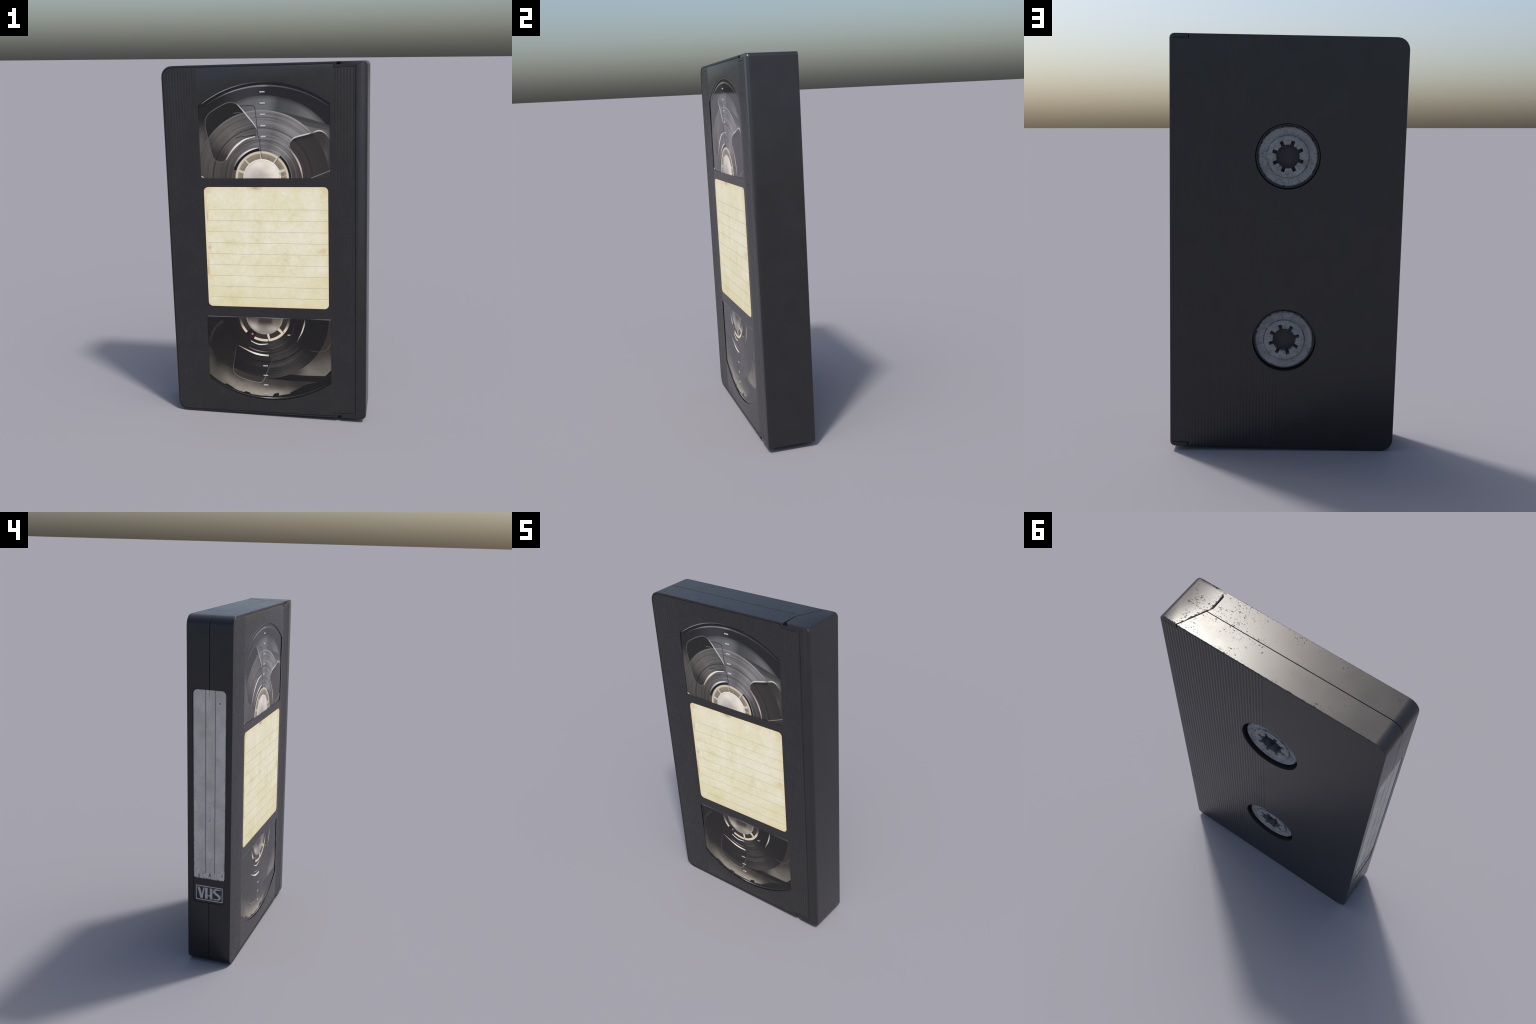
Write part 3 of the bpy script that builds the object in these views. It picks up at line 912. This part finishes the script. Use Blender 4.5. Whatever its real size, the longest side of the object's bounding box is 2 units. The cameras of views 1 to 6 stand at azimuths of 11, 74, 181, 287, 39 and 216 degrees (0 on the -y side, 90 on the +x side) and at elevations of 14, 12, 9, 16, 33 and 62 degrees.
put("light_arc", strip("light_arc", spline([(0.0050, -0.5860), (0.030, -0.5820), (0.060, -0.5690), (0.080, -0.5580)], 6), 0.003, L(7), L(2)), REEL_B, matt("faint_arc", pl(82, 80, 80), 0.4), 50)
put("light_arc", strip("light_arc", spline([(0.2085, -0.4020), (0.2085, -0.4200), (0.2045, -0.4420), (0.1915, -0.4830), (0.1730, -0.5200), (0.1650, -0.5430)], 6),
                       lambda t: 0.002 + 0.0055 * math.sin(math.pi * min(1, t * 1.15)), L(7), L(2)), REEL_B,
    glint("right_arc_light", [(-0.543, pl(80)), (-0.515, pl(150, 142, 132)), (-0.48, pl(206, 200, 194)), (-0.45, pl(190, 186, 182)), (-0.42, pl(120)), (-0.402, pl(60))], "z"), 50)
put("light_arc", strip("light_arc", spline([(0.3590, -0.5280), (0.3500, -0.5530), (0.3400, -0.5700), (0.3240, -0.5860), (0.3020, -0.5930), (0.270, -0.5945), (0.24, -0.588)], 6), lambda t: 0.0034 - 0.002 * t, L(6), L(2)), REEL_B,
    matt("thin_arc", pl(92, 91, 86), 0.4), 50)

# hub
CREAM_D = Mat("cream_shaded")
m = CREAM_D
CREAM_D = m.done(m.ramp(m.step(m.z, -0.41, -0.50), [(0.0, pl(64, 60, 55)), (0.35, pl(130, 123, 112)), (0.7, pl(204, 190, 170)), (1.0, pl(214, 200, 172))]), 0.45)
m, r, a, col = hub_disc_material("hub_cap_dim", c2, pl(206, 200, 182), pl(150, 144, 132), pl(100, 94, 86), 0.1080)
lit = m.step(m.z, -0.405, -0.470)  # gloss below and dark top of the cap, both tinted in
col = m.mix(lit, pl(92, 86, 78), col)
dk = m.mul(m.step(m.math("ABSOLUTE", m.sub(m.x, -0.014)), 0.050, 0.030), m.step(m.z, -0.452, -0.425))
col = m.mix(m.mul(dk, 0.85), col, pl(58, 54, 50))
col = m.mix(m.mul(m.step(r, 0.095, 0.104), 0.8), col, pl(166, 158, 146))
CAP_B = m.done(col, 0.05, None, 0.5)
GAP_B = matt("hub_gap_dark", pl(58, 54, 50), 0.5)
front_hub(-1, c2, CREAM_D, CAP_B, GAP_B, CREAM, REEL_B, [(-176, -136), (-118, 2)])
put("hub_slot", crescent(c2, -138, -116, 0.108, 0.150, L(8), L(2)), REEL_B, matt("slot_black", pl(36, 34, 35), 0.5))
for a, w in ((-80, 0.012), (-42, 0.016)):
    put("hub_spoke", spoke(c2, a, 0.100, 0.134, w, L(8), L(2)), REEL_B, CREAM_D, 50)
put("slot_edge", strip("slot_edge", spline([(-0.0055, -0.5170), (-0.001, -0.535), (0.0000, -0.5580)], 6), 0.0035, L(9), L(2)), REEL_B, CRESCENT, 50)
put("slot_edge", strip("slot_edge", spline([(0.075, -0.470), (0.092, -0.492), (0.103, -0.498)], 6), 0.0026, L(9), L(2)), REEL_B, CRESCENT, 50)
put("slot_edge", strip("slot_edge", spline([(0.108, -0.500), (0.122, -0.503), (0.132, -0.496), (0.143, -0.470), (0.150, -0.430)], 6), 0.0022, L(9), L(2)), REEL_B, matt("slot_thin", pl(66, 68, 68), 0.4), 50)
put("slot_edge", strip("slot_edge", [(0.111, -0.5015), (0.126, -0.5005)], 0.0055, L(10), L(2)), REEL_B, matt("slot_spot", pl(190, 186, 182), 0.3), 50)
bm_red = lathe("red_pin", [(0.0005, L(11)), (0.010, L(10)), (0.0165, L(9)), (0.0165, L(3)), (0.0005, L(3))], -0.0935, -0.5080, 24)
put("red_pin", bm_red, REEL_B, matt("red_plastic", pl(62, 41, 43), 0.3), 50)
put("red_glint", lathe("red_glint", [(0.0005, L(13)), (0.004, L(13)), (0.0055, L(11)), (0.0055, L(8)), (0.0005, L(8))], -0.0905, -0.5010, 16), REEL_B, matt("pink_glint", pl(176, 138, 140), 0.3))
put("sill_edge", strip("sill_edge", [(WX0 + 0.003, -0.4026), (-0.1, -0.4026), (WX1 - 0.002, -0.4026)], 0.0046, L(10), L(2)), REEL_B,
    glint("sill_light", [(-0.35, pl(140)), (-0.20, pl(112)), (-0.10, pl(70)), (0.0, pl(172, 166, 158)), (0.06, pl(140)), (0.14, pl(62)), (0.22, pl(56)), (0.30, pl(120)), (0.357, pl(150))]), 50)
marks(-0.0200, (-0.6915, -0.7500, -0.8090, -0.8650), 0.0265, (0.0060, 0.0056, 0.0064, 0.0034), REEL_B)
put("sill_corner", strip("sill_corner", spline([(-0.3475, 0.402), (-0.3440, 0.3965), (-0.335, 0.3935)], 5), lambda t: 0.0028 + 0.003 * math.sin(math.pi * t), L(10), L(2)), REEL_A, matt("corner_light", pl(188, 188, 186), 0.3), 50)

# ---------------- clear panes
m = Mat("clear_pane")
tr = m.t.nodes.new("ShaderNodeBsdfTransparent")      # the sheen lies on the glossy parts pressed behind it
m.put(m.out.inputs[0], tr.outputs[0])
PANE = m.m
for s, p in ((1, PANEL), (-1, PANEL)):
    link("window_pane", prism("window_pane", inset(window_outline(s), 0.0006), PANEL_Y + 0.0002, PANEL_Y + 0.0008), p, PANE)

# ------------------------------------------------------------------ spine: plate, label, printed mark
SPX = XL + 0.0026                       # plate face, sunk below the spine
plate = prism("spine_plate", inset(ccw(SPINE), 0.0016), SPX, XL + 0.0110, "yz")
PLATE = link("spine_plate", plate, None, BLACK, 30)

m = Mat("grey_paper")
grain = m.noise(120, 4, 0.6)
blot = m.noise(9, 4, 0.6)
col = m.mix(m.step(blot, 0.3, 0.7), lin(196, 187, 176), lin(216, 208, 196))
col = m.gain(col, m.add(0.88, m.mul(grain, 0.24)))
edge = m.box_edge(m.y, m.z, -0.0915, 0.0905, -0.4610, 0.6095)
low = m.step(m.z, -0.20, -0.46)
wob = m.add(edge, m.mul(m.sub(m.noise(60, 4, 0.7), 0.5), 0.030))
grime = m.mul(m.step(wob, 0.007, -0.003), m.add(0.25, m.mul(low, 0.75)))
col = m.mix(grime, col, lin(84, 80, 74))
tear = m.mul(m.mul(m.step(m.noise(70, 4, 0.7, m.scaled(1, 1.4, 0.5), 1.0), 0.55, 0.64), m.step(m.z, -0.37, -0.45)), 0.85)
col = m.mix(tear, col, lin(62, 60, 56))
crack = m.mul(m.step(m.noise(34, 4, 0.7, m.scaled(1, 2.2, 0.5), 2.0), 0.645, 0.675), m.mul(m.step(m.z, 0.35, -0.30), 0.8))
col = m.mix(crack, col, lin(82, 79, 76))
spots = m.mul(m.step(m.noise(95, 2, 0.5), 0.72, 0.76), 0.6)
col = m.mix(spots, col, lin(120, 112, 102))
tan = m.mul(m.step(m.noise(7, 3, 0.5, m.scaled(1, 2, 1)), 0.58, 0.72), 0.4)
col = m.mix(tan, col, lin(178, 168, 156))
dy, dz = m.sub(m.y, -0.0585), m.sub(m.z, 0.5420)
col = m.mix(m.step(m.math("SQRT", m.add(m.mul(dy, dy), m.mul(m.mul(dz, dz), 0.5))), 0.0050, 0.0022), col, lin(112, 88, 62))
for yl in (0.0215, -0.0328):
    ln = m.mul(m.step(m.math("ABSOLUTE", m.sub(m.y, yl)), 0.0028, 0.0014), m.step(m.z, -0.428, -0.424))
    col = m.mix(m.mul(ln, m.add(0.55, m.mul(blot, 0.6))), col, lin(92, 92, 92))
dent = m.mul(m.step(m.math("ABSOLUTE", m.sub(m.y, 0.0010)), 0.0024, 0.0008), m.step(m.z, 0.545, 0.590))
col = m.mix(m.mul(dent, 0.7), col, lin(120))
GREY_PAPER = m.done(col, 0.7, m.bump(m.add(grain, m.mul(crack, -2.0)), 0.25, 0.0012), 0.25)

# label outline with a slightly torn lower edge
lab = rounded_box(-0.0915, 0.0905, -0.4610, 0.6095, (0.024, 0.024, 0.015, 0.015), 6)
out, N = [], 46
lab = ccw(lab)
for i, p in enumerate(lab):
    out.append(p)
    q = lab[(i + 1) % len(lab)]
    if abs(p[1] + 0.461) < 1e-4 and abs(q[1] + 0.461) < 1e-4:
        for k in range(1, N):
            t = k / N
            z = -0.461 + 0.0045 * max(0, mnoise.noise((t * 9.0, 1.7, 0)) - 0.08) + 0.001 * mnoise.noise((t * 40, 5, 0))
            if 0.13 < t < 0.19:
                z += 0.012 * (1 - abs(t - 0.16) / 0.03)
            out.append((p[0] + (q[0] - p[0]) * t, z))
link("spine_label", prism("spine_label", out, SPX - 0.0012, SPX + 0.002, "yz"), PLATE, GREY_PAPER)

# the printed mark: a ruled box with the three letters V, H, S
m = Mat("silver_print")
PRINT = m.done(m.mix(m.step(m.noise(90, 4, 0.6), 0.35, 0.7), lin(174, 170, 168), lin(190, 187, 185)), 0.5, None, 0.4)
LX0, LX1 = SPX - 0.0007, SPX + 0.001
frame = cut(prism("mark_frame", rounded_box(-0.0807, 0.0789, -0.5945, -0.5052, 0.0008, 1), LX0, LX1, "yz"),
            [prism("c", rounded_box(-0.0757, 0.0745, -0.5892, -0.5105, 0.0006, 1), SPX - 0.01, SPX + 0.01, "yz")])
MARKS = link("mark_frame", frame, PLATE, PRINT)
ZT, ZB = -0.5163, -0.5830
link("letter_v", prism("letter_v", [(0.0700, ZT), (0.0555, ZT), (0.0432, -0.5580), (0.0344, ZT), (0.0258, ZT), (0.0392, ZB), (0.0517, ZB)], LX0, LX1, "yz"), MARKS, PRINT)
zc0, zc1 = -0.5665, -0.5600
link("letter_h", prism("letter_h", [(0.0239, ZT), (0.0086, ZT), (0.0086, zc1), (-0.0046, zc1), (-0.0046, ZT), (-0.0201, ZT), (-0.0201, ZB), (-0.0046, ZB), (-0.0046, zc0),
                                    (0.0086, zc0), (0.0086, ZB), (0.0239, ZB)], LX0, LX1, "yz"), MARKS, PRINT)
s_path = spline([(-0.0684, -0.5197), (-0.0560, -0.5190), (-0.0420, -0.5200), (-0.0330, -0.5255), (-0.0310, -0.5345), (-0.0370, -0.5425), (-0.0470, -0.5490), (-0.0570, -0.5550),
                 (-0.0628, -0.5630), (-0.0610, -0.5720), (-0.0540, -0.5785), (-0.0420, -0.5800), (-0.0262, -0.5795)], 6)
sl, sr = ribbon(s_path, lambda t: 0.0066 + 0.0085 * math.sin(math.pi * min(1, max(0, (t - 0.12) / 0.76))) ** 0.8)
link("letter_s", prism("letter_s", sl + sr[::-1], LX0, LX1, "yz"), MARKS, PRINT)

# ------------------------------------------------------------------ drive hubs on the back
m = Mat("hub_grey")
grain = m.noise(150, 4, 0.65)
patch = m.noise(14, 4, 0.6)
col = m.mix(m.step(patch, 0.3, 0.7), lin(126, 127, 127), lin(146, 147, 146))
dirt = m.noise(30, 5, 0.7, None, 0.8)
col = m.mix(m.mul(m.step(dirt, 0.46, 0.66), 0.60), col, lin(96, 97, 96))
spk = m.mul(m.step(grain, 0.56, 0.63), m.step(patch, 0.44, 0.58))
col = m.mix(m.mul(spk, 0.7), col, lin(70, 72, 75))
za = m.math("ABSOLUTE", m.z)
dz = m.sub(za, 0.4410)
rr = m.math("SQRT", m.add(m.mul(m.x, m.x), m.mul(dz, dz)))
rim = m.step(m.math("ABSOLUTE", m.sub(rr, 0.1395)), 0.0075, 0.0030)
chip = m.step(m.noise(55, 4, 0.7), 0.46, 0.56)
col = m.mix(m.mul(rim, m.mul(chip, 0.85)), col, lin(44, 46, 48))
col = m.mix(m.mul(rim, m.mul(m.step(m.noise(75, 4, 0.7), 0.52, 0.58), 0.85)), col, lin(168, 170, 172))
grv = m.mul(m.step(m.math("ABSOLUTE", m.sub(rr, 0.0985)), 0.0024, 0.0008), m.step(m.noise(45, 3, 0.6), 0.40, 0.55))
col = m.mix(m.mul(grv, 0.8), col, lin(42, 43, 45))
col = m.mix(m.step(rr, 0.1435, 0.1450), col, lin(128, 132, 130))  # flange ring lightened to offset the recess shadow
tooth = m.mul(m.step(m.add(rr, m.mul(m.sub(m.noise(70, 3, 0.6), 0.5), 0.02)), 0.0600, 0.0545), 0.6)
col = m.mix(tooth, col, lin(72, 75, 80))
HUB = m.done(col, 0.55, m.bump(grain, 0.15, 0.001), 0.35)
TOP = HY - 0.0155
for z, a0 in zip(HUBS, (154, 164)):
    c = (0.0, z)
    prof = [(0.0980, 0.049), (0.0982, TOP - 0.0020), (0.1010, TOP - 0.0050), (0.1060, TOP - 0.0085), (0.1150, TOP - 0.0105), (0.1240, TOP - 0.0085), (0.1300, TOP - 0.0035),
            (0.1335, TOP - 0.0012), (0.1365, TOP - 0.0025), (0.1400, TOP - 0.0075), (0.1430, TOP - 0.0150), (0.1440, TOP - 0.0230), (0.1490, TOP - 0.0250), (0.1500, TOP - 0.0270), (0.1500, 0.049)]
    hub = link("drive_hub", lathe("drive_hub", prof, *c), None, HUB, 40)
    # inner plate with its eight-slotted bore
    gear = []
    for i in range(8):
        a = a0 + 45 * i
        half = math.degrees(0.0088 / 0.056)
        gear += arc(*c, 0.0545, a - 45 + half, a - half, 5)
        ca, sa = math.cos(math.radians(a)), math.sin(math.radians(a))
        gear += [(c[0] + 0.0760 * ca + s * 0.0085 * sa, c[1] + 0.0760 * sa - s * 0.0085 * ca) for s in (1, -1)]
    plate = cut(prism("hub_plate", circle(*c, 0.0978, 72), TOP, 0.050, bevel=0.0009), [prism("c", gear, HY, 0.03)])
    link("hub_plate", plate, hub, HUB, 30)
    link("bore_floor", prism("bore_floor", circle(*c, 0.0850, 40), 0.0740, 0.0450), hub, flat("bore_black", lin(62, 61, 62), 0.6))

# ------------------------------------------------------------------ stand it on the ground and centre it
bpy.context.view_layer.update()
pts = [o.matrix_world @ v.co for o in bpy.data.objects if o.type == "MESH" for v in o.data.vertices]
lo = [min(p[i] for p in pts) for i in range(3)]
hi = [max(p[i] for p in pts) for i in range(3)]
ROOT.location.x -= (lo[0] + hi[0]) / 2
ROOT.location.y -= (lo[1] + hi[1]) / 2
ROOT.location.z -= lo[2]
print("size", [h - l for h, l in zip(hi, lo)], "root", ROOT.location[:])
